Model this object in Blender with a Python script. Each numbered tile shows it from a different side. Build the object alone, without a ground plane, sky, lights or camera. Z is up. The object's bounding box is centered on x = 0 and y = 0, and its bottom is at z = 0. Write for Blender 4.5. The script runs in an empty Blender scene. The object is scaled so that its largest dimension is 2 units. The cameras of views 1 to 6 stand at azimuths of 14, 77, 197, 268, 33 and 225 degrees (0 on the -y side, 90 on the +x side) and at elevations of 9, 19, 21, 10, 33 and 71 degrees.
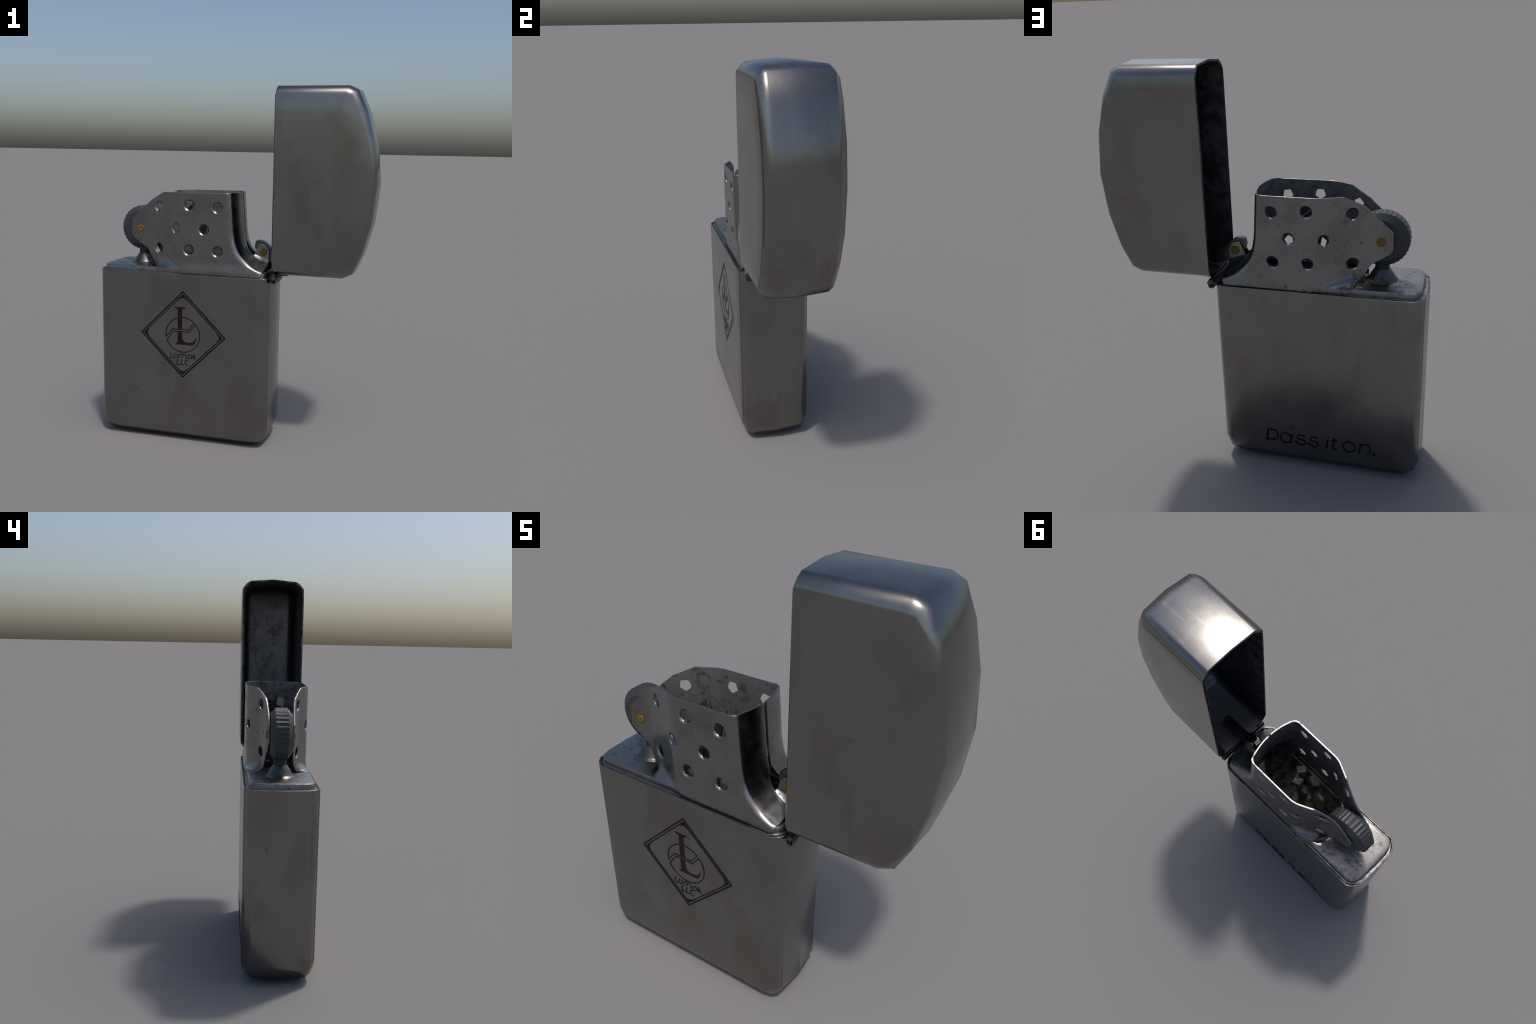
import bpy, bmesh, math, random
from mathutils import Vector, Matrix, Euler

random.seed(7)
SC = bpy.context.scene
COL = SC.collection

# ------------------------------------------------------------------ helpers
def interp(x, table):
    if x <= table[0][0]: return table[0][1]
    for (a, va), (b, vb) in zip(table, table[1:]):
        if x <= b:
            return va + (vb - va) * (x - a) / (b - a)
    return table[-1][1]

def smooth(t):
    t = max(0.0, min(1.0, t)); return t * t * (3 - 2 * t)

def make_object(name, verts, faces, mat, parent=None, angle=None, normals=None):
    me = bpy.data.meshes.new(name)
    me.from_pydata([tuple(v) for v in verts], [], faces)
    me.validate(clean_customdata=False)
    me.materials.append(mat)
    ob = bpy.data.objects.new(name, me)
    COL.objects.link(ob)
    ob.parent = parent
    finish(me, angle, normals)
    return ob

def finish(me, angle=None, normals=None):
    me.polygons.foreach_set("use_smooth", [angle is not None or normals is not None] * len(me.polygons))
    if normals is not None:
        me.normals_split_custom_set_from_vertices([tuple(n) for n in normals])
    elif angle is not None:
        me.set_sharp_from_angle(angle=math.radians(angle))
    me.update()

def apply_modifiers(ob):
    dg = bpy.context.evaluated_depsgraph_get()
    dg.update()
    me = bpy.data.meshes.new_from_object(ob.evaluated_get(dg))
    old = ob.data
    ob.modifiers.clear()
    ob.data = me
    bpy.data.meshes.remove(old)

def prism(outline, direction, depth, centre=(0, 0, 0)):
    """outline: list of 3D points (planar); closed solid pushed along direction."""
    d = Vector(direction).normalized() * depth
    n = len(outline)
    v = [Vector(p) for p in outline] + [Vector(p) + d for p in outline]
    f = [list(range(n))[::-1], [n + i for i in range(n)]]
    for i in range(n):
        j = (i + 1) % n
        f.append([i, j, n + j, n + i])
    return v, f

def recalc(me):
    bm = bmesh.new(); bm.from_mesh(me)
    bmesh.ops.recalc_face_normals(bm, faces=bm.faces)
    bm.to_mesh(me); bm.free()

def lathe(profile, segs, axis='z', centre=(0, 0, 0)):
    """profile: (radius, height) pairs; closed at ends with fans."""
    V, F = [], []
    m = len(profile)
    for i in range(segs):
        a = 2 * math.pi * i / segs
        for r, h in profile:
            if axis == 'z': p = (r * math.cos(a), r * math.sin(a), h)
            else:           p = (r * math.cos(a), h, r * math.sin(a))
            V.append(Vector(p) + Vector(centre))
    for i in range(segs):
        j = (i + 1) % segs
        for k in range(m - 1):
            F.append([i * m + k, j * m + k, j * m + k + 1, i * m + k + 1])
    F.append([i * m for i in range(segs)][::-1])
    F.append([i * m + m - 1 for i in range(segs)])
    return V, F

def joined(parts):
    V, F = [], []
    for v, f in parts:
        o = len(V); V += list(v); F += [[i + o for i in q] for q in f]
    return V, F

# ------------------------------------------------------------------ materials
class Nodes:
    def __init__(self, name):
        self.mat = bpy.data.materials.new(name)
        self.mat.use_nodes = True
        self.t = self.mat.node_tree
        self.b = self.t.nodes["Principled BSDF"]
        tc = self.t.nodes.new("ShaderNodeTexCoord")
        self.obj = tc.outputs["Object"]
    def link(self, a, b): self.t.links.new(a, b)
    def put(self, sock, val):
        if isinstance(val, bpy.types.NodeSocket): self.link(val, sock)
        else: sock.default_value = val
    def mapping(self, scale=(1, 1, 1), rot=(0, 0, 0), loc=(0, 0, 0)):
        n = self.t.nodes.new("ShaderNodeMapping")
        self.link(self.obj, n.inputs["Vector"])
        n.inputs["Scale"].default_value = scale
        n.inputs["Rotation"].default_value = rot
        n.inputs["Location"].default_value = loc
        return n.outputs[0]
    def noise(self, scale, detail=4, rough=0.55, vec=None, dist=0.0):
        n = self.t.nodes.new("ShaderNodeTexNoise")
        self.link(vec or self.obj, n.inputs["Vector"])
        n.inputs["Scale"].default_value = scale
        n.inputs["Detail"].default_value = detail
        n.inputs["Roughness"].default_value = rough
        n.inputs["Distortion"].default_value = dist
        return n.outputs["Fac"]
    def ramp(self, fac, a, b, va=0.0, vb=1.0):
        n = self.t.nodes.new("ShaderNodeMapRange")
        n.interpolation_type = 'SMOOTHSTEP'
        self.put(n.inputs["Value"], fac)
        n.inputs["From Min"].default_value = a
        n.inputs["From Max"].default_value = b
        n.inputs["To Min"].default_value = va
        n.inputs["To Max"].default_value = vb
        return n.outputs[0]
    def math(self, op, a, b=0.0):
        n = self.t.nodes.new("ShaderNodeMath"); n.operation = op
        self.put(n.inputs[0], a); self.put(n.inputs[1], b)
        return n.outputs[0]
    def mix(self, fac, a, b):
        n = self.t.nodes.new("ShaderNodeMix"); n.data_type = 'RGBA'
        self.put(n.inputs[0], fac)
        self.put(n.inputs[6], a if not isinstance(a, tuple) else (*a, 1))
        self.put(n.inputs[7], b if not isinstance(b, tuple) else (*b, 1))
        return n.outputs[2]
    def xyz(self):
        n = self.t.nodes.new("ShaderNodeSeparateXYZ")
        self.link(self.obj, n.inputs[0])
        return n.outputs
    def bump(self, height, strength, dist, normal=None):
        n = self.t.nodes.new("ShaderNodeBump")
        self.link(height, n.inputs["Height"])
        n.inputs["Strength"].default_value = strength
        n.inputs["Distance"].default_value = dist
        if normal is not None: self.link(normal, n.inputs["Normal"])
        return n.outputs[0]
    def bevel(self, radius):
        n = self.t.nodes.new("ShaderNodeBevel")
        n.samples = 6
        n.inputs["Radius"].default_value = radius
        return n.outputs[0]
    def out(self, color, metallic, rough, normal=None, spec=0.5):
        self.b.inputs['Specular IOR Level'].default_value = spec
        self.put(self.b.inputs["Base Color"], color if not isinstance(color, tuple) else (*color, 1))
        self.b.inputs["Metallic"].default_value = metallic
        self.put(self.b.inputs["Roughness"], rough)
        if normal is not None: self.link(normal, self.b.inputs["Normal"])
        return self.mat

def scratches(N):
    """sparse thin straight scratches in two directions, 0..1"""
    def set_(rot, loc, scale):
        v = N.mapping((scale, scale, scale * 0.0 + 1.0), rot, loc)
        a = N.noise(1.0, 1, 0.4, N.mapping((1.2, 60.0, 1.2), rot, loc))
        return N.ramp(a, 0.655, 0.70)
    s = N.math('MAXIMUM', set_((0.2, 0.1, 0.55), (0.3, 0, 0.2), 1), set_((0.1, -0.3, -0.75), (1.7, 0.4, 0), 1))
    patch = N.ramp(N.noise(5.0, 2, 0.5, N.mapping((1, 1, 1), (0, 0, 0), (4, 1, 2))), 0.46, 0.58)
    return N.math('MULTIPLY', s, patch)

def brushed_metal(name):
    N = Nodes(name)
    grey, warm, dark = (0.238, 0.235, 0.232), (0.211, 0.202, 0.188), (0.160, 0.147, 0.131)
    blot = N.ramp(N.noise(5.5, 5, 0.6, N.mapping((1, 1, 0.55)), 0.6), 0.42, 0.66)
    c = N.mix(blot, grey, warm)
    stain = N.ramp(N.noise(11.0, 6, 0.62, N.mapping((1, 1, 0.7), loc=(3, 1, 5)), 1.2), 0.60, 0.72)
    c = N.mix(N.math('MULTIPLY', stain, 0.65), c, dark)
    speck = N.ramp(N.noise(110.0, 1, 0.5), 0.77, 0.82)
    zone = N.ramp(N.noise(4.0, 3, 0.6, N.mapping(loc=(7, 2, 1))), 0.47, 0.6)
    c = N.mix(N.math('MULTIPLY', speck, N.math('MULTIPLY', zone, 0.55)), c, (0.26, 0.26, 0.26))
    sc = scratches(N)
    r = N.ramp(N.noise(7.0, 3, 0.5, N.mapping(loc=(1, 5, 3))), 0.3, 0.7, 0.185, 0.235)
    # broad sun highlight on the lid top, painted in with paler, rougher metal
    x, y, z = N.xyz()
    sun_glare = N.math('MULTIPLY', N.ramp(z, 1.984, 1.996), N.ramp(N.noise(16.0, 4, 0.6, N.mapping(loc=(2, 2, 9))), 0.25, 0.6, 0.65, 1.0))
    r = N.math('ADD', r, N.math('MULTIPLY', sun_glare, 0.13))
    c = N.mix(N.math('MULTIPLY', sun_glare, 0.30), c, (0.33, 0.325, 0.315))
    c = N.mix(N.math('MULTIPLY', sc, N.ramp(sun_glare, 0.0, 1.0, 0.08, 0.6)), c, (0.48, 0.47, 0.46))
    return N.out(c, 1.0, r)

def insert_metal(name, bevel_radius, grime=1.0, tone=1.0):
    N = Nodes(name)
    x, y, z = N.xyz()
    blot = N.ramp(N.noise(7.0, 5, 0.6), 0.4, 0.68)
    c = N.mix(blot, tuple(tone * q for q in (0.25, 0.25, 0.252)), tuple(tone * q for q in (0.212, 0.204, 0.192)))
    # soot and rust specks, densest low down beside the wheel and along the case rim
    near_wheel = N.ramp(x, -0.30, -0.47)
    low = N.ramp(z, 1.012, 0.972)
    on_plate = N.math('MULTIPLY', N.ramp(z, 1.14, 1.0), near_wheel)
    amount = N.math('MAXIMUM', N.math('MULTIPLY', low, 0.95), N.math('MAXIMUM', on_plate, N.math('MULTIPLY', near_wheel, 0.28)))
    n = N.noise(42.0, 4, 0.6, N.mapping((1, 1, 1), loc=(2, 9, 4)), 0.0)
    smudge = N.noise(13.0, 4, 0.6, N.mapping((1, 1, 1), loc=(5, 3, 8)), 0.3)
    n = N.math('ADD', N.math('MULTIPLY', n, 0.55), N.math('MULTIPLY', smudge, 0.45))
    mask = N.ramp(N.math('ADD', n, N.math('MULTIPLY', amount, 0.100)), 0.555, 0.79)
    c = N.mix(N.math('MULTIPLY', mask, 0.78 * grime), c, (0.040, 0.036, 0.033))
    r = N.ramp(N.noise(14.0, 5, 0.6), 0.3, 0.7, 0.19, 0.30)
    r = N.math('ADD', r, N.math('MULTIPLY', mask, 0.18))
    r = N.math('ADD', r, N.math('MULTIPLY', on_plate, 0.12))
    bowl = N.math('MULTIPLY', N.ramp(x, 0.03, 0.10), N.ramp(z, 1.13, 1.07))
    r = N.math('ADD', r, N.math('MULTIPLY', bowl, 0.14))
    nrm = N.bevel(bevel_radius)
    return N.out(c, 1.0, r, N.bump(N.noise(48.0, 5, 0.6), 0.12, 0.004, nrm))

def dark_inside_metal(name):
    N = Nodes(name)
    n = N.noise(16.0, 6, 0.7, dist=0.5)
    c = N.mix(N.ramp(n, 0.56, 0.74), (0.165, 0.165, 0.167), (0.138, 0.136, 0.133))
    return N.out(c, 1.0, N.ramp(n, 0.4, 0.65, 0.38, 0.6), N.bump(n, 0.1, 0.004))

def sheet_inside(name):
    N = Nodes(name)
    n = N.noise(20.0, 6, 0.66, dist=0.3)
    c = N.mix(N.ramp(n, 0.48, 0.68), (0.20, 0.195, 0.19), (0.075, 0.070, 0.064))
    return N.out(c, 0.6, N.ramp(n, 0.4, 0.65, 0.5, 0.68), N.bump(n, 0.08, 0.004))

def plain(name, color, metallic, rough, var=0.25, scale=40.0, bevel=None, spec=0.5):
    N = Nodes(name)
    dark = tuple(v * (1 - var) for v in color)
    n = N.noise(scale, 5, 0.6)
    nrm = N.bump(n, 0.15, 0.003, N.bevel(bevel) if bevel else None)
    return N.out(N.mix(N.ramp(n, 0.35, 0.65), color, dark), metallic, rough, nrm, spec)

CASE_METAL = brushed_metal("worn_brushed_steel")
INSERT_METAL = insert_metal("sooty_steel_sheet", 0.006)
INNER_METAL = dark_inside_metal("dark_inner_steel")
RIM_METAL = plain("dark_blotched_rim_steel", (0.15, 0.146, 0.14), 1.0, 0.45, 0.8, 26)  # base darkened and blotched to hold down the sun's reflection along the rims
WHEEL_MAT = plain("dark_wheel_steel", (0.034, 0.035, 0.037), 0.0, 0.5, 0.2, 60)
TUBE_BLACK = plain("sooty_black", (0.02, 0.02, 0.021), 0.0, 0.6)
BRASS = plain("old_brass", (0.185, 0.102, 0.007), 0.2, 0.5, 0.25, 60)
HINGE_METAL = insert_metal("hinge_steel", 0.003, 0.8, 0.48)
INK = plain("black_engraving", (0.036, 0.030, 0.027), 1.0, 0.33, 0.3)
INK_BROWN = plain("brown_engraving", (0.056, 0.042, 0.036), 1.0, 0.33, 0.3)
WICK_MAT = plain("charred_wick", (0.048, 0.042, 0.037), 0.0, 0.85, 0.7, 45)

FLOOR_MAT = plain("burnt_floor", (0.105, 0.094, 0.084), 0.0, 0.8, 0.85, 22, spec=0.2)
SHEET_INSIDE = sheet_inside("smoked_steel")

# ------------------------------------------------------------------ the thing
lighter = bpy.data.objects.new("cigarette_lighter", None)
COL.objects.link(lighter)
lighter["label"] = "worn steel flip-top pocket lighter standing open"
lighter["category"] = "lighter"

# ------------------------------------------------------------------ case and lid shells
# Corner rounding, as (distance from the mid plane, inset of the outline, tilt of the normal in degrees)
LAYERS = [(0.1796, 'core', 90), (0.1782, 0.0550, 82), (0.1570, 0.0270, 46), (0.1330, 0.0110, 9), (0.0, 0.0, 0)]

def offset_outline(pts, d, gain=None):
    """shift an open outline (u, v) inwards (to its right-hand side) by d, with mitred corners"""
    seg = []
    for (a, b), (c, e) in zip(pts, pts[1:]):
        l = math.hypot(c - a, e - b)
        seg.append(((e - b) / l, -(c - a) / l))
    out, nor = [], []
    for i, p in enumerate(pts):
        n0 = seg[max(0, i - 1)]; n1 = seg[min(i, len(seg) - 1)]
        m = (n0[0] + n1[0], n0[1] + n1[1]); l = math.hypot(*m); m = (m[0] / l, m[1] / l)
        k = d / max(0.3, m[0] * n0[0] + m[1] * n0[1])
        if gain: k *= gain[i]
        out.append((p[0] + m[0] * k, p[1] + m[1] * k))
        nor.append((-m[0], -m[1]))
    return out, nor

def shell(name, outline, opening, wall, mat_out, mat_in, parent, inside=None, gain=None, lining=None, mouth=0.0):
    """A hollow half of the case. outline: open polyline in x, z that starts and ends on the
    opening; opening: unit direction in which the shell is open."""
    V, NRM, F, MI = [], [], [], []
    n = len(outline)
    ys = [(-y, d, -a) for y, d, a in LAYERS] + [(y, d, a) for y, d, a in LAYERS[-2::-1]]
    def skin(extra, flip):
        rows = []
        for y, d, a in ys:
            line = inside if (flip and inside) else outline
            rank = [l[0] for l in LAYERS].index(abs(y))
            level_gain = [g[rank] if isinstance(g, tuple) else g for g in gain] if gain else None
            pts, nor = offset_outline(line, 0.0550 if d == 'core' else d, None if (flip and inside) else level_gain)
            if flip and not inside: pts, nor = offset_outline(pts, extra)
            if d == 'core':
                mid = ((pts[0][0] + pts[-1][0]) / 2, (pts[0][1] + pts[-1][1]) / 2)
                far = [(mid[0] + (u - mid[0]) * 0.80, mid[1] + (w - mid[1]) * 0.80) for u, w in pts]
                pts = far
            m = len(line)
            row = []
            for i, (p, q) in enumerate(zip(pts, nor)):
                end = i in (0, m - 1)
                back = 0.004 if end else 0.0
                into = lining if (flip and lining and not end) else extra
                yy = y - math.copysign(into, y) if abs(y) > 1e-6 else 0.0
                a_abs = abs(a)
                ca, sa = math.cos(math.radians(a)), math.sin(math.radians(a))
                N = Vector((q[0] * ca, sa, q[1] * ca))
                if end and a_abs < 60 and not flip:       # normals tilted at the mouth to pull the sun glint towards the rim
                    N = (N + Vector((opening[0], 0, opening[1])) * mouth).normalized()
                V.append(Vector((p[0] - opening[0] * back, yy, p[1] - opening[1] * back)))
                NRM.append(-N if flip else N)
                row.append(len(V) - 1)
            rows.append(row)
        mi = 1 if flip else 0
        def face(f):
            F.append(f[::-1] if flip else f); MI.append(mi)
        for r0, r1 in zip(rows, rows[1:]):
            for i in range(len(r0) - 1):
                face([r0[i], r0[i + 1], r1[i + 1], r1[i]])
        face(rows[0][::-1]); face(rows[-1])
        return rows
    outer = skin(0.0, False)
    inner = skin(wall, True)
    # rounded rim round the opening
    def loop(rows):
        return [r[0] for r in rows] + [r[-1] for r in rows[::-1]]
    lo, li = loop(outer), loop(inner)
    up = Vector((opening[0], 0, opening[1]))
    top_o, top_i = [], []
    for a, b in zip(lo, li):
        pa, pb = V[a] + up * 0.004, V[b] + up * 0.004
        V.append(pa.lerp(pb, 0.25)); NRM.append(up); top_o.append(len(V) - 1)
        V.append(pa.lerp(pb, 0.75)); NRM.append(up); top_i.append(len(V) - 1)
    k = len(lo)
    for i in range(k):
        j = (i + 1) % k
        for A, B, mi in ((lo, top_o, 0), (top_o, top_i, 2), (top_i, li, 2)):
            F.append([A[i], A[j], B[j], B[i]]); MI.append(mi)
    me = bpy.data.meshes.new(name)
    me.from_pydata([tuple(v) for v in V], [], F)
    me.materials.append(mat_out); me.materials.append(mat_in); me.materials.append(RIM_METAL)
    me.polygons.foreach_set("material_index", MI)
    ob = bpy.data.objects.new(name, me)
    COL.objects.link(ob); ob.parent = parent
    # outward facing check
    c = sum((V[i] for i in outer[0]), Vector()) / n
    if me.polygons[len(F) - 1].normal.dot(up) < -2: pass
    finish(me, normals=NRM)
    return ob

CX, HALF = -0.2745, 0.5078
LOGO_X = -0.2605
CASE_TOP = 0.972
L, R = CX - HALF, CX + HALF
case_outline = [(R, CASE_TOP), (R, 0.500), (R, 0.098), (R - 0.028, 0.029), (R - 0.094, 0.0),
                (L + 0.094, 0.0), (L + 0.028, 0.029), (L, 0.098), (L, 0.500), (L, CASE_TOP)]
foot_gain = [1.0, 1.0, 1.0, (1.2, 1.2, 1.05, 0.85, 1.0), (1.4, 1.4, 1.3, 0.75, 1.0)]        # the broad faces are rounded further at the foot
body = shell("body_case", case_outline, (0, 1), 0.0085, CASE_METAL, INNER_METAL, lighter, gain=foot_gain + foot_gain[::-1])

LZ, LH, RIM = 1.4928, 0.5072, 0.2400
half = [(RIM, LH), (0.614, LH), (0.669, 0.480), (0.719, 0.366), (0.7620, 0.200)]
lid_outline = ([(x, LZ - h) for x, h in half] + [(0.782, LZ)] + [(x, LZ + h) for x, h in half[::-1]])[::-1]
hollow = [(RIM, LH - 0.0125), (0.300, LH - 0.0185), (0.585, LH - 0.0220), (0.640, 0.440), (0.664, 0.345), (0.676, 0.200)]
lid_inside = ([(x, LZ - h) for x, h in hollow] + [(0.680, LZ)] + [(x, LZ + h) for x, h in hollow[::-1]])[::-1]
edge = [1.0, (1.12, 1.12, 1.0, 1.0, 1.0), (1.0, 1.0, 0.95, 0.85, 1.0), (0.80, 0.85, 0.75, 0.65, 1.0), 0.66]          # the domed end is squarer than the top and bottom
lid = shell("lid", lid_outline, (-1, 0), 0.0125, CASE_METAL, INNER_METAL, lighter,
            inside=lid_inside, gain=edge + [0.66] + edge[::-1], lining=0.0190, mouth=0.105)

# ------------------------------------------------------------------ insert block inside the case
HW = 0.158
def rounded_block(levels, x0, x1, corner=((0.050, 0.0), (0.024, 0.009), (0.009, 0.028), (0.0022, 0.058))):
    """closed block whose rounded-rectangle plan is given at several heights: (z, half width, shrink)"""
    V, F = [], []
    n = None
    for z, hw, sh in levels:
        w = hw - sh; a, b = x0 + sh, x1 - sh
        corner = list(corner)[:4] + [(0.0, w)]
        ring = []
        ring += [(a + cx, -(w - cy)) for cx, cy in corner[::-1][0:1]]          # left mid
        ring += [(a + cx, -w + cy) for cx, cy in corner[::-1][1:]]             # left front
        ring += [(b - cx, -w + cy) for cx, cy in corner[:-1]]                  # right front
        ring += [(b, 0.0)]
        ring += [(b - cx, w - cy) for cx, cy in corner[::-1][1:]]
        ring += [(a + cx, w - cy) for cx, cy in corner[:-1]]
        n = len(ring)
        V += [(x, y, z) for x, y in ring]
    m = len(levels)
    for k in range(m - 1):
        for i in range(n):
            j = (i + 1) % n
            F.append([k * n + i, k * n + j, (k + 1) * n + j, (k + 1) * n + i])
    F.append(list(range(n))[::-1]); F.append([(m - 1) * n + i for i in range(n)])
    return V, F

INS_L, INS_R = -0.756, 0.206
skirt = rounded_block([(0.880, HW, 0.0), (0.9735, HW, 0.0)], INS_L, INS_R)
plate_full = rounded_block([(0.972, HW, 0.0006), (0.992, HW, 0.0006), (0.9975, HW, 0.003), (0.9995, HW, 0.008)], INS_L, INS_R)
packing = rounded_block([(0.860, 0.1688, 0.0), (0.9685, 0.1688, 0.0)], INS_L - 0.0190, INS_R + 0.0150,
                        ((0.066, 0.0), (0.036, 0.016), (0.016, 0.040), (0.004, 0.075)))
v, f = joined([skirt, plate_full, packing])
insert = make_object("fuel_insert", v, f, INSERT_METAL, lighter, angle=40)

def boolean_cut(ob, cutter_mesh, angle, own=False):
    me = bpy.data.meshes.new("cutter"); me.from_pydata([tuple(p) for p in cutter_mesh[0]], [], cutter_mesh[1])
    recalc(me)
    cut = bpy.data.objects.new("cutter", me); COL.objects.link(cut)
    m = ob.modifiers.new("cut", 'BOOLEAN'); m.operation = 'DIFFERENCE'; m.object = cut; m.solver = 'EXACT'; m.use_self = own
    apply_modifiers(ob)
    bpy.data.objects.remove(cut); bpy.data.meshes.remove(me)
    finish(ob.data, angle)

# the well under the chimney, sunk below the plate in three steps
def mirrored(pts, z): return [(x, -y, z) for x, y in pts] + [(x, y, z) for x, y in pts[::-1]]
WELLS = [(0.966, [(-0.490, 0.040), (-0.484, 0.095), (-0.466, 0.128), (-0.440, 0.140), (-0.300, 0.147)]),
         (0.933, [(-0.420, 0.144), (-0.285, 0.1482), (-0.020, 0.1482), (-0.006, 0.120)]),
         (0.967, [(-0.100, 0.1475), (0.120, 0.1475), (0.160, 0.120)])]
for depth, plan in WELLS:
    boolean_cut(insert, prism(mirrored(plan, depth), (0, 0, 1), 0.2), 40, own=True)
FLOORS = [(0.966, -0.488, -0.420, 0.130), (0.933, -0.420, -0.006, 0.143), (0.967, -0.006, 0.150, 0.140)]
floor_parts = []
for depth, xa, xb, w in FLOORS:
    floor_parts.append(prism([(xa, -w, depth - 0.002), (xb, -w, depth - 0.002), (xb, w, depth - 0.002), (xa, w, depth - 0.002)], (0, 0, 1), 0.003))
v, f = joined(floor_parts)
floor = make_object("well_floor", v, f, FLOOR_MAT, insert); recalc(floor.data); finish(floor.data)

# ------------------------------------------------------------------ chimney (windscreen): one folded sheet, two mirrored halves
WING = [(-0.615, 0.0640), (-0.56, 0.0660), (-0.51, 0.0705), (-0.485, 0.0755), (-0.43, 0.0960), (-0.395, 0.1130),
        (-0.355, 0.1325), (-0.315, 0.1510), (-0.290, 0.1570), (-0.265, 0.1580), (0.5, 0.1580)]
TOP = [(-0.615, 1.2525), (-0.4880, 1.3700), (-0.3990, 1.4185), (-0.30, 1.4205), (0.05, 1.4240)]
BOTTOM = [(-0.615, 1.1680), (-0.600, 1.1445), (-0.560, 1.1190), (-0.5165, 1.0930), (-0.5005, 1.0660),
          (-0.4870, 1.0400), (-0.4555, 0.9990), (-0.435, 0.9735), (0.5, 0.9735)]
FLARE = [(0.97, 0.196), (0.992, 0.192), (1.001, 0.186), (1.012, 0.157), (1.030, 0.121), (1.058, 0.087), (1.085, 0.063),
         (1.110, 0.047), (1.140, 0.034), (1.170, 0.026), (1.21, 0.0190), (1.43, 0.0030)]
SEAM = 0.0065
NOTCH_TOP, NOTCH_LOW, NOTCH_Y = 1.165, 1.032, 0.052

def sheet_half(side):
    cols = []
    xs = sorted([-0.615, -0.600, -0.56, -0.5165, -0.5005, -0.488, -0.4555, -0.445, -0.435, -0.399]
                + [-0.615 + 0.0125 * i for i in range(1, 28)])
    for x in xs: cols.append(('w', x))
    for i in range(1, 15): cols.append(('f', i / 14))
    for i in range(1, 9): cols.append(('c', i / 8))
    for y in (0.129, 0.120, 0.109, 0.098, 0.088, 0.078, 0.068, 0.060, 0.052, 0.043, 0.034, 0.025, 0.017, 0.011, SEAM): cols.append(('e', y))
    rows = 44
    V, F = [], []
    x_start = xs[-1]
    RC = 0.042
    def reach(y, z):
        zz = z - 0.040 * max(0.0, 1 - y / 0.155) * smooth((1.16 - z) / 0.10)
        crown = 0.025 * (1 - (y / 0.136) ** 2) if y < 0.136 else 0.0
        crown *= 0.25 + 0.75 * smooth((z - 1.05) / 0.12)
        return interp(zz, FLARE) + crown
    for kind, s in cols:
        if kind in 'wf':
            x = s if kind == 'w' else None
            xq = x if x is not None else x_start + 0.2 * s
            zb, zt = interp(xq, BOTTOM), interp(xq, TOP)
        elif kind == 'c':
            zb, zt = 0.9735 + (1.004 - 0.9735) * smooth(s * 1.6 - 0.4), 1.424
        else:
            zt = 1.426
            if s <= NOTCH_Y: zb = NOTCH_LOW + (NOTCH_TOP - NOTCH_LOW) * (1 - s / NOTCH_Y) ** 0.75
            else: zb = 1.0015 + 0.040 * max(0.0, 1 - s / 0.155)
        for r in range(rows):
            t = (r / (rows - 1)) ** 1.6
            z = zb + (zt - zb) * t
            if kind == 'w':
                y = interp(s, WING)
                if z < 1.055 and s > -0.47:
                    q = min(1.0, (1.055 - z) / 0.055)
                    h = (1 - math.sqrt(max(0.0, 1 - q * q))) * smooth((s + 0.462) / 0.03)
                    y += (HW - y) * h
                p = (s, y, z)
            elif kind == 'f':
                xe = reach(0.14, z) - RC
                p = (x_start + (xe - x_start) * s, HW, z)
            elif kind == 'c':
                a = s * math.radians(75)
                xe = reach(0.14, z)
                p = (xe - RC + RC * math.sin(a), HW - 0.028 * (1 - math.cos(a)), z)
            else:
                p = (reach(s, z), s, z)
            spread = 0.0065 * smooth((1.05 - z) / 0.075) * smooth((p[0] + 0.33) / 0.08) * smooth((p[1] - 0.10) / 0.05)
            V.append(Vector((p[0], -side * (p[1] * (1.0 if side > 0 else 1.0 + 0.022 * smooth((p[1] - 0.07) / 0.07)) + spread), p[2])))
    for c in range(len(cols) - 1):
        for r in range(rows - 1):
            q = [c * rows + r, (c + 1) * rows + r, (c + 1) * rows + r + 1, c * rows + r + 1]
            F.append(q if side > 0 else q[::-1])
    return V, F

R_HOLE = 0.0275
# x, z, turn of the pentagon in degrees (0 = a corner up)
HOLES = [(-0.436, 1.335, 8), (-0.2345, 1.354, 180), (-0.0715, 1.3445, 172),
         (-0.315, 1.2215, 10), (-0.150, 1.222, 20),
         (-0.437, 1.098, -6), (-0.2375, 1.106, 0), (-0.0715, 1.105, -14)]

def wall_y(x): return interp(x, WING)

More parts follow.
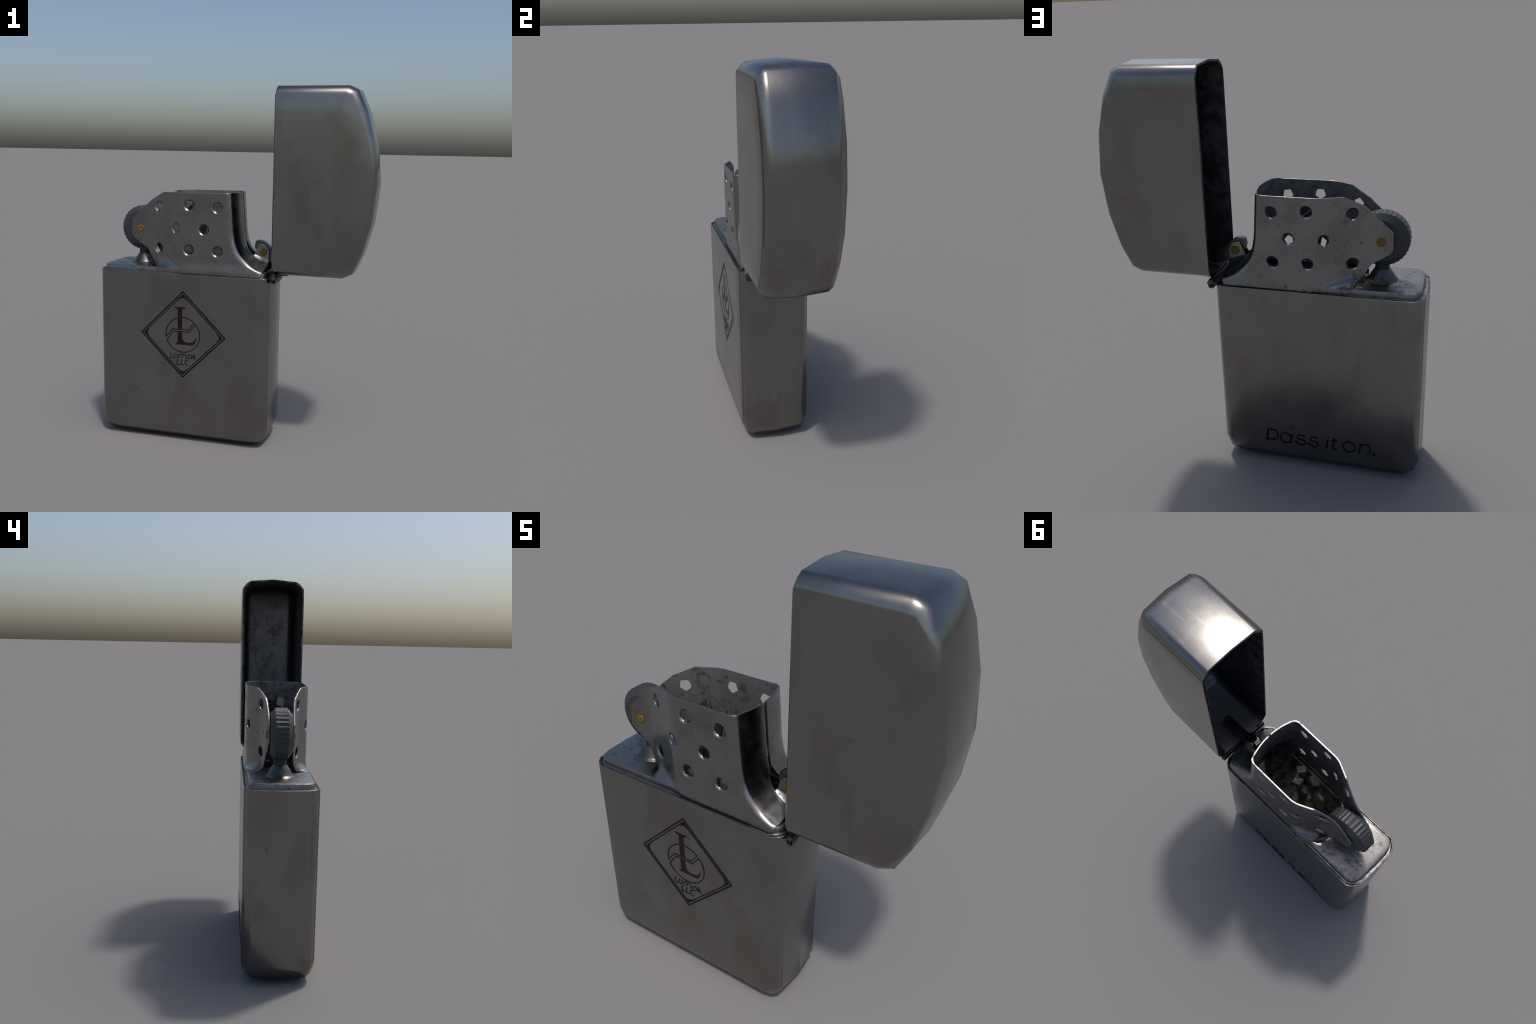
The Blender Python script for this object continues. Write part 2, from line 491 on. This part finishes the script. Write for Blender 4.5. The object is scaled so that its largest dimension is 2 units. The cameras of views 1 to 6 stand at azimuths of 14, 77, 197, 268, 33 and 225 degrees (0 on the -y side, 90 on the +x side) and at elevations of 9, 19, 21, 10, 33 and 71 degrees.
chimney = None
for side in (1, -1):
    v, f = sheet_half(side)
    ob = make_object("chimney" if chimney is None else "chimney", v, f, INSERT_METAL, insert)
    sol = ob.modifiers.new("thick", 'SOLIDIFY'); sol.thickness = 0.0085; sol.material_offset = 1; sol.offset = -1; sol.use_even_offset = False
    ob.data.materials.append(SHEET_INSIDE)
    apply_modifiers(ob)
    parts, rims = [], []
    for i, (x, z, turn) in enumerate(HOLES):
        y = wall_y(x)
        if side < 0: y *= 1.0 + 0.022 * smooth((y - 0.07) / 0.07)
        slope = (wall_y(x + 0.01) - wall_y(x - 0.01)) / 0.02
        nrm = Vector((-slope, -1.0, 0)).normalized()          # outward, front side
        tang = Vector((0, 0, 1)).cross(nrm).normalized()
        turn2 = turn if side > 0 else turn + (25 if i in (3, 4) else (180 if i == 0 else 0))
        pts = []
        for k in range(5):
            a = math.radians(90 + turn2 + 72 * k)
            p = Vector((x, -y, z)) + tang * (R_HOLE * math.cos(a)) + Vector((0, 0, R_HOLE * math.sin(a))) + nrm * 0.03
            pts.append(Vector((p.x, side * p.y, p.z)))
        d = Vector((-nrm.x, -side * nrm.y, 0))
        parts.append(prism(pts, d, 0.06))
        # shallow countersink round the hole
        face = Vector((x, -side * y, z)); tn = Vector((tang.x, side * tang.y, 0)); dn = d.normalized()
        rv, rf = [], []
        for r, h in ((0.0395, -0.006), (0.0245, 0.0078)):
            for k in range(14):
                a = 2 * math.pi * k / 14
                rv.append(face + dn * h + tn * (r * math.cos(a)) + Vector((0, 0, r * math.sin(a))))
        rf = [list(range(14)), [14 + k for k in range(14)]] + [[k, (k + 1) % 14, 14 + (k + 1) % 14, 14 + k] for k in range(14)]
        rims.append((rv, rf))
    boolean_cut(ob, joined(rims), 35)
    boolean_cut(ob, joined(parts), 35)
    chimney = ob

# ------------------------------------------------------------------ hinge ears folded up from the sheet, with the cam between
for side in (1, -1):
    y0, y1 = -side * 0.026, -side * 0.018
    ear = [(0.1057, 1.0845), (0.1285, 1.1390), (0.1370, 1.1435), (0.1560, 1.1435), (0.1680, 1.1375), (0.1830, 1.1210),
           (0.1915, 1.0980), (0.1890, 1.0530), (0.1700, 1.0200), (0.1150, 1.0400)]
    v, f = prism([(x, y0, z) for x, z in ear], (0, y1 - y0, 0), 0.008)
    # web that bends from the flare up into the ear
    web_top = [(0.1057, 1.0845), (0.1330, 1.0745), (0.1610, 1.0640), (0.1890, 1.0530)]
    web_low = [(0.0960, 1.0720), (0.1270, 1.0530), (0.1560, 1.0400), (0.1870, 1.0290)]
    W, WF = [], []
    steps = 6
    for (xa, za), (xb, zb) in zip(web_top, web_low):
        for k in range(steps + 1):
            t = k / steps
            y = 0.026 + (0.056 - 0.026) * t
            z = za + (zb - za) * (1 - (1 - t) ** 1.6)
            W.append(Vector((xa + (xb - xa) * t, -side * y, z)))
    m = len(W)
    W += [p - Vector((0, 0, 0.008)) for p in W]
    for i in range(len(web_top) - 1):
        for k in range(steps):
            a, b = i * (steps + 1) + k, (i + 1) * (steps + 1) + k
            WF.append([a, b, b + 1, a + 1]); WF.append([m + a + 1, m + b + 1, m + b, m + a])
    for i in range(len(web_top) - 1):
        for k in (0, steps):
            a, b = i * (steps + 1) + k, (i + 1) * (steps + 1) + k
            WF.append([a, b, m + b, m + a])
    for i in (0, len(web_top) - 1):
        for k in range(steps):
            a = i * (steps + 1) + k
            WF.append([a, a + 1, m + a + 1, m + a])
    v, f = joined([(v, f), (W, WF)])
    ob = make_object("hinge_ear", v, f, INSERT_METAL, insert)
    recalc(ob.data); finish(ob.data, 50)

cam = [(0.110, 1.157), (0.126, 1.163), (0.147, 1.161), (0.170, 1.148), (0.196, 1.125), (0.224, 1.110), (0.258, 1.103),
       (0.300, 1.101), (0.350, 1.100), (0.372, 1.085), (0.372, 1.065), (0.330, 1.045), (0.270, 1.020), (0.215, 1.035),
       (0.160, 1.055), (0.118, 1.085), (0.104, 1.125)]
v, f = prism([(x, -0.0165, z) for x, z in cam], (0, 1, 0), 0.033)
ob = make_object("cam_lever", v, f, HINGE_METAL, insert)
recalc(ob.data); finish(ob.data, 35)

# ------------------------------------------------------------------ rivets
def rivet(x, y, z, r, sgn, parent):
    prof = [(r, -0.004), (r, 0.003), (r * 0.86, 0.0055), (r * 0.5, 0.0042), (r * 0.02, 0.0032)]
    v, f = lathe([(a, h * sgn) for a, h in prof], 20, 'y', (x, y, z))
    ob = make_object("rivet", v, f, BRASS, parent)
    recalc(ob.data); finish(ob.data, 60)
for sgn in (-1, 1):
    rivet(-0.5597, sgn * 0.0662, 1.2033, 0.0205, sgn, insert)
    rivet(0.1550, sgn * 0.0262, 1.1000, 0.0215, sgn, insert)

# ------------------------------------------------------------------ striker wheel
WX, WZ = -0.5597, 1.2045
TEETH, PER = 34, 6
prof = [(0.020, -0.050), (0.070, -0.0535), (0.096, -0.0525), (0.1245, -0.031), (0.1270, -0.029), (0.1270, 0.0),
        (0.1270, 0.029), (0.1245, 0.031), (0.096, 0.0525), (0.070, 0.0535), (0.020, 0.050)]
V, F = [], []
segs = TEETH * PER
for i in range(segs):
    a = 2 * math.pi * i / segs
    g = 0.5 - 0.5 * math.cos(2 * math.pi * (i % PER) / PER)
    for k, (r, h) in enumerate(prof):
        rr = r
        if k in (4, 5, 6): rr = r + 0.0005 - 0.0040 * g
        V.append(Vector((WX + rr * math.cos(a), h, WZ + rr * math.sin(a))))
m = len(prof)
for i in range(segs):
    j = (i + 1) % segs
    for k in range(m - 1):
        F.append([i * m + k, j * m + k, j * m + k + 1, i * m + k + 1])
F.append([i * m for i in range(segs)]); F.append([i * m + m - 1 for i in range(segs)])
wheel = make_object("striker_wheel", V, F, WHEEL_MAT, insert)
recalc(wheel.data); finish(wheel.data, 28)

# ------------------------------------------------------------------ flint tube: cone on the plate, black tube above
cone = [(0.076, 0.9985), (0.072, 1.0015), (0.066, 1.0045), (0.060, 1.010), (0.053, 1.028), (0.044, 1.042), (0.0345, 1.056)]
v, f = lathe(cone, 28, 'z', (-0.5597, 0, 0))
ob = make_object("flint_tube", v, f, HINGE_METAL, insert); recalc(ob.data); finish(ob.data, 50)
v, f = lathe([(0.0345, 1.050), (0.0335, 1.060), (0.0330, 1.12)], 28, 'z', (-0.5597, 0, 0))
ob2 = make_object("tube_tip", v, f, TUBE_BLACK, insert); recalc(ob2.data); finish(ob2.data, 50)

# ------------------------------------------------------------------ hinge
hinge = bpy.data.objects.new("hinge", None); COL.objects.link(hinge); hinge.parent = lighter
HX, HZ, HR = 0.2450, 0.9700, 0.0165
knuckles = [(-0.152, -0.105), (-0.103, -0.062), (-0.060, 0.030), (0.032, 0.104), (0.106, 0.154)]
base = None
for i, (a, b) in enumerate(knuckles):
    ring = [(HX + HR * 1.15 * math.cos(math.radians(t)), a, HZ + HR * 1.15 * math.sin(math.radians(t))) for t in (0, 60, 120, 180, 240, 300)]
    parts = [prism(ring, (0, 1, 0), b - a)]
    if i % 2 == 0:      # leaf to the case wall
        parts.append(prism([(HX - 0.012, a, HZ - 0.006), (HX + 0.012, a, HZ - 0.006), (HX + 0.010, a, HZ - 0.026), (HX - 0.012, a, HZ - 0.026)], (0, 1, 0), b - a))
    else:               # leaf to the lid floor
        parts.append(prism([(HX - 0.010, a, HZ + 0.008), (HX - 0.004, a, HZ + 0.020), (HX + 0.070, a, HZ + 0.024), (HX + 0.070, a, HZ + 0.016), (HX + 0.010, a, HZ + 0.008)], (0, 1, 0), b - a))
    v, f = joined(parts)
    ob = make_object("hinge_knuckle", v, f, HINGE_METAL, hinge); recalc(ob.data); finish(ob.data, 35)
v, f = lathe([(0.006, -0.157), (0.0095, -0.155), (0.0095, 0.157), (0.006, 0.159)], 16, 'y', (HX, 0, HZ))
ob = make_object("hinge_pin", v, f, HINGE_METAL, hinge); recalc(ob.data); finish(ob.data, 40)

# ------------------------------------------------------------------ wick: short charred strands splayed out of the plate
wick = bpy.data.objects.new("wick", None); COL.objects.link(wick); wick.parent = insert
strands = [((-0.225, 0.000, 1.00), (-0.190, -0.012, 1.338), 0.030), ((-0.235, 0.000, 1.00), (-0.277, -0.016, 1.336), 0.028),
           ((-0.228, 0.010, 1.00), (-0.214, 0.038, 1.318), 0.031), ((-0.240, 0.010, 1.00), (-0.262, 0.030, 1.265), 0.026)]
for i, (a, b, r) in enumerate(strands):
    a, b = Vector(a), Vector(b)
    V, F = [], []
    sides, levels = 4, 7
    for k in range(levels):
        t = k / (levels - 1)
        bend = t ** 2.2
        c = Vector((a.x + (b.x - a.x) * bend, a.y + (b.y - a.y) * bend, a.z + (b.z - a.z) * t))
        rr = r * (0.72 + 0.4 * bend)
        for s in range(sides):
            q = 2 * math.pi * (s + 0.3 * i) / sides
            tilt = (b - a).normalized()
            V.append(c + Vector((rr * math.cos(q), rr * 0.8 * math.sin(q), -rr * 0.9 * t * (math.cos(q) * (1 if b.x > a.x else -1)))))
    for k in range(levels - 1):
        for s in range(sides):
            n2 = (s + 1) % sides
            F.append([k * sides + s, k * sides + n2, (k + 1) * sides + n2, (k + 1) * sides + s])
    F.append([(levels - 1) * sides + s for s in range(sides)]); F.append(list(range(sides))[::-1])
    ob = make_object("wick_strand", V, F, WICK_MAT, wick); recalc(ob.data); finish(ob.data, 30)

# ------------------------------------------------------------------ engraved marks, built as thin strokes
class Marks:
    """strokes drawn in a plane (u to the reader's right, v up) and laid on a face as thin ribs"""
    def __init__(self, place): self.place = place; self.parts = []; self.k = 0
    def height(self):
        self.k += 1; return 0.0010 + 0.00004 * (self.k % 12)
    def stroke(self, pts, w, closed=False):
        n = len(pts); L_, R_ = [], []
        for i in range(n):
            p = Vector(pts[i])
            a = Vector(pts[i - 1]) if (i > 0 or closed) else None
            b = Vector(pts[(i + 1) % n]) if (i < n - 1 or closed) else None
            d0 = (p - a).normalized() if a is not None else (b - p).normalized()
            d1 = (b - p).normalized() if b is not None else d0
            n0 = Vector((-d0.y, d0.x)); n1 = Vector((-d1.y, d1.x))
            m = (n0 + n1)
            m = m.normalized() if m.length > 1e-6 else n0
            k = min(2.5, 1 / max(0.3, m.dot(n0))) * w / 2
            L_.append(p + m * k); R_.append(p - m * k)
        h = self.height()
        V = [self.place(q.x, q.y, h) for q in L_] + [self.place(q.x, q.y, h) for q in R_]
        V += [self.place(q.x, q.y, -0.004) for q in L_] + [self.place(q.x, q.y, -0.004) for q in R_]
        F = []
        for i in range(n if closed else n - 1):
            j = (i + 1) % n
            F += [[i, j, n + j, n + i], [2 * n + i, 2 * n + j, j, i], [n + i, n + j, 3 * n + j, 3 * n + i]]
        if not closed:
            F += [[0, n, 3 * n, 2 * n], [n - 1, 3 * n - 1, 4 * n - 1, 2 * n - 1]]
        self.parts.append((V, F))
    def fill(self, pts):
        h = self.height(); n = len(pts)
        V = [self.place(x, y, h) for x, y in pts] + [self.place(x, y, -0.004) for x, y in pts]
        F = [list(range(n))] + [[i, (i + 1) % n, n + (i + 1) % n, n + i] for i in range(n)]
        self.parts.append((V, F))
    def build(self, name, mat, parent):
        v, f = joined(self.parts)
        ob = make_object(name, v, f, mat, parent)
        recalc(ob.data); finish(ob.data)
        return ob

def arc(cx, cy, rx, ry, a0, a1, n=20):
    return [(cx + rx * math.cos(math.radians(a0 + (a1 - a0) * i / n)), cy + ry * math.sin(math.radians(a0 + (a1 - a0) * i / n))) for i in range(n + 1)]

FACE = LAYERS[0][0]
front = lambda u, v, h: (LOGO_X + u, -(FACE + h), 0.6272 + v)
back = lambda u, v, h: (-u, FACE + h, v)

M = Marks(front)
M.stroke([(0, 0.2455), (-0.2455, 0), (0, -0.2455), (0.2455, 0)], 0.0076, True)
M.stroke([(0, 0.2290), (-0.2290, 0), (0, -0.2290), (0.2290, 0)], 0.0056, True)
for q in range(4):       # rounded inner corners with a little filigree
    c, s = math.cos(q * math.pi / 2), math.sin(q * math.pi / 2)
    turn = lambda p: (p[0] * c - p[1] * s, p[0] * s + p[1] * c)
    M.stroke([turn(p) for p in arc(0, 0.1835, 0.0295, 0.0285, 38, 142, 12)], 0.0036)
    M.stroke([turn((-0.0075, 0.2140)), turn((0, 0.2215)), turn((0.0075, 0.2140))], 0.0040)
    M.stroke([turn((0, 0.2130)), turn((0, 0.2260))], 0.0032)
R0 = 0.1000
th = lambda x, y: math.degrees(math.atan2(y, x))
upper = arc(0, 0, R0, R0, th(0.0648, 0.0735), th(-0.0964, -0.0174) + 360, 40)
M.stroke(upper + [(-0.0612, 0.0306), (0.0330, 0.0306)], 0.0050, True)
lower = arc(0, 0, R0, R0, th(-0.092, -0.035), th(0.0734, 0.0658), 48)
M.stroke(lower + [(0.0391, 0.0180), (-0.0546, 0.0180)], 0.0050, True)
M.build("emblem", INK, body)

M = Marks(front)           # roman capital L, interrupted by the band across the circle
M.fill([(-0.0512, 0.1590), (-0.0490, 0.1515), (-0.0370, 0.1495), (-0.0305, 0.1430), (-0.0302, 0.0345), (-0.0045, 0.0345),
        (-0.0045, 0.1430), (0.0010, 0.1495), (0.0145, 0.1515), (0.0165, 0.1575)])
foot = [(-0.0302, 0.0150), (-0.0302, -0.0380), (-0.0330, -0.0460), (-0.0415, -0.0520), (-0.0420, -0.0570), (0.0600, -0.0570),
        (0.0690, -0.0500), (0.0755, -0.0380), (0.0795, -0.0140), (0.0725, -0.0140)]
foot += [(0.0680, -0.0290), (0.0600, -0.0370), (0.0480, -0.0420), (0.0260, -0.0430), (0.0120, -0.0390), (0.0020, -0.0310), (-0.0035, -0.0180), (-0.0045, 0.0150)]
M.fill(foot)
M.build("emblem_letter", INK_BROWN, body)

M = Marks(front)
w = 0.0050
M.stroke([(-0.0695, -0.1085), (-0.0725, -0.1375), (-0.0560, -0.1385)], w)
M.stroke(arc(-0.0415, -0.1240, 0.0115, 0.0110, 0, 350, 18), w, True)
M.stroke([(-0.0225, -0.1375), (-0.0200, -0.1180)] + arc(-0.0115, -0.1170, 0.0085, 0.0065, 170, 0, 8) + [(-0.0020, -0.1300)], w)
M.stroke([(-0.0025, -0.1200)] + arc(0.0090, -0.1180, 0.0105, 0.0070, 165, 0, 8) + [(0.0200, -0.1290), (0.0235, -0.1365)], w)
M.stroke(arc(0.0435, -0.1225, 0.0115, 0.0110, 0, 350, 18), w, True)
M.stroke([(0.0645, -0.1050), (0.0615, -0.1340)], w)
M.stroke([(0.0775, -0.1140), (0.0635, -0.1240), (0.0690, -0.1265), (0.0770, -0.1365)], w)
for o in (-0.0335, -0.0085):
    M.stroke([(o + 0.002, -0.1425), (o - 0.0015, -0.1735), (o + 0.0165, -0.1735)], w)
M.stroke(arc(0.0270, -0.1585, 0.0125, 0.0150, 55, 300, 16), w)
M.build("emblem_lettering", INK, body)

M = Marks(back)
W1, W2 = 0.0098, 0.0072
M.stroke([(0.0235, 0.1980), (0.0115, 0.1245)], W1)                                                   # p
M.stroke([(0.0235, 0.1960), (0.0440, 0.1970)] + arc(0.0455, 0.1675, 0.0285, 0.0290, 80, -80, 16) + [(0.0300, 0.1385), (0.0140, 0.1390)], W2)
M.stroke(arc(0.1140, 0.1570, 0.0280, 0.0295, 0, 348, 26), W2, True)                                   # a
M.stroke([(0.1455, 0.1830), (0.1400, 0.1285)], W1)
for ox in (0.0, 0.0665):                                                                              # s, s
    M.stroke([(0.2160 + ox, 0.1800)] + arc(0.1930 + ox, 0.1720, 0.0185, 0.0150, 55, 215, 12)
             + arc(0.1950 + ox, 0.1445, 0.0210, 0.0160, 65, -120, 14) + [(0.1600 + ox, 0.1470)], W2)
M.stroke([(0.3300, 0.1790), (0.3235, 0.1280)], W1)                                                    # i
M.stroke([(0.3290, 0.1965), (0.3380, 0.1960)], 0.0080)
M.stroke([(0.3640, 0.1990), (0.3590, 0.1480)] + arc(0.3700, 0.1420, 0.0115, 0.0130, 170, 300, 9), W1)  # t
M.stroke([(0.3470, 0.1805), (0.3775, 0.1805)], 0.0065)
M.stroke(arc(0.4385, 0.1580, 0.0300, 0.0300, 0, 348, 28), W2, True)                                   # o
M.stroke([(0.4965, 0.1875), (0.4870, 0.1280)], W1)                                                    # n
M.stroke([(0.4910, 0.1640)] + arc(0.5200, 0.1620, 0.0250, 0.0240, 150, 15, 12) + [(0.5390, 0.1290)], W2)
M.fill(arc(0.5620, 0.1325, 0.0075, 0.0065, 0, 345, 16))                                               # full stop
M.build("lettering", INK, body)
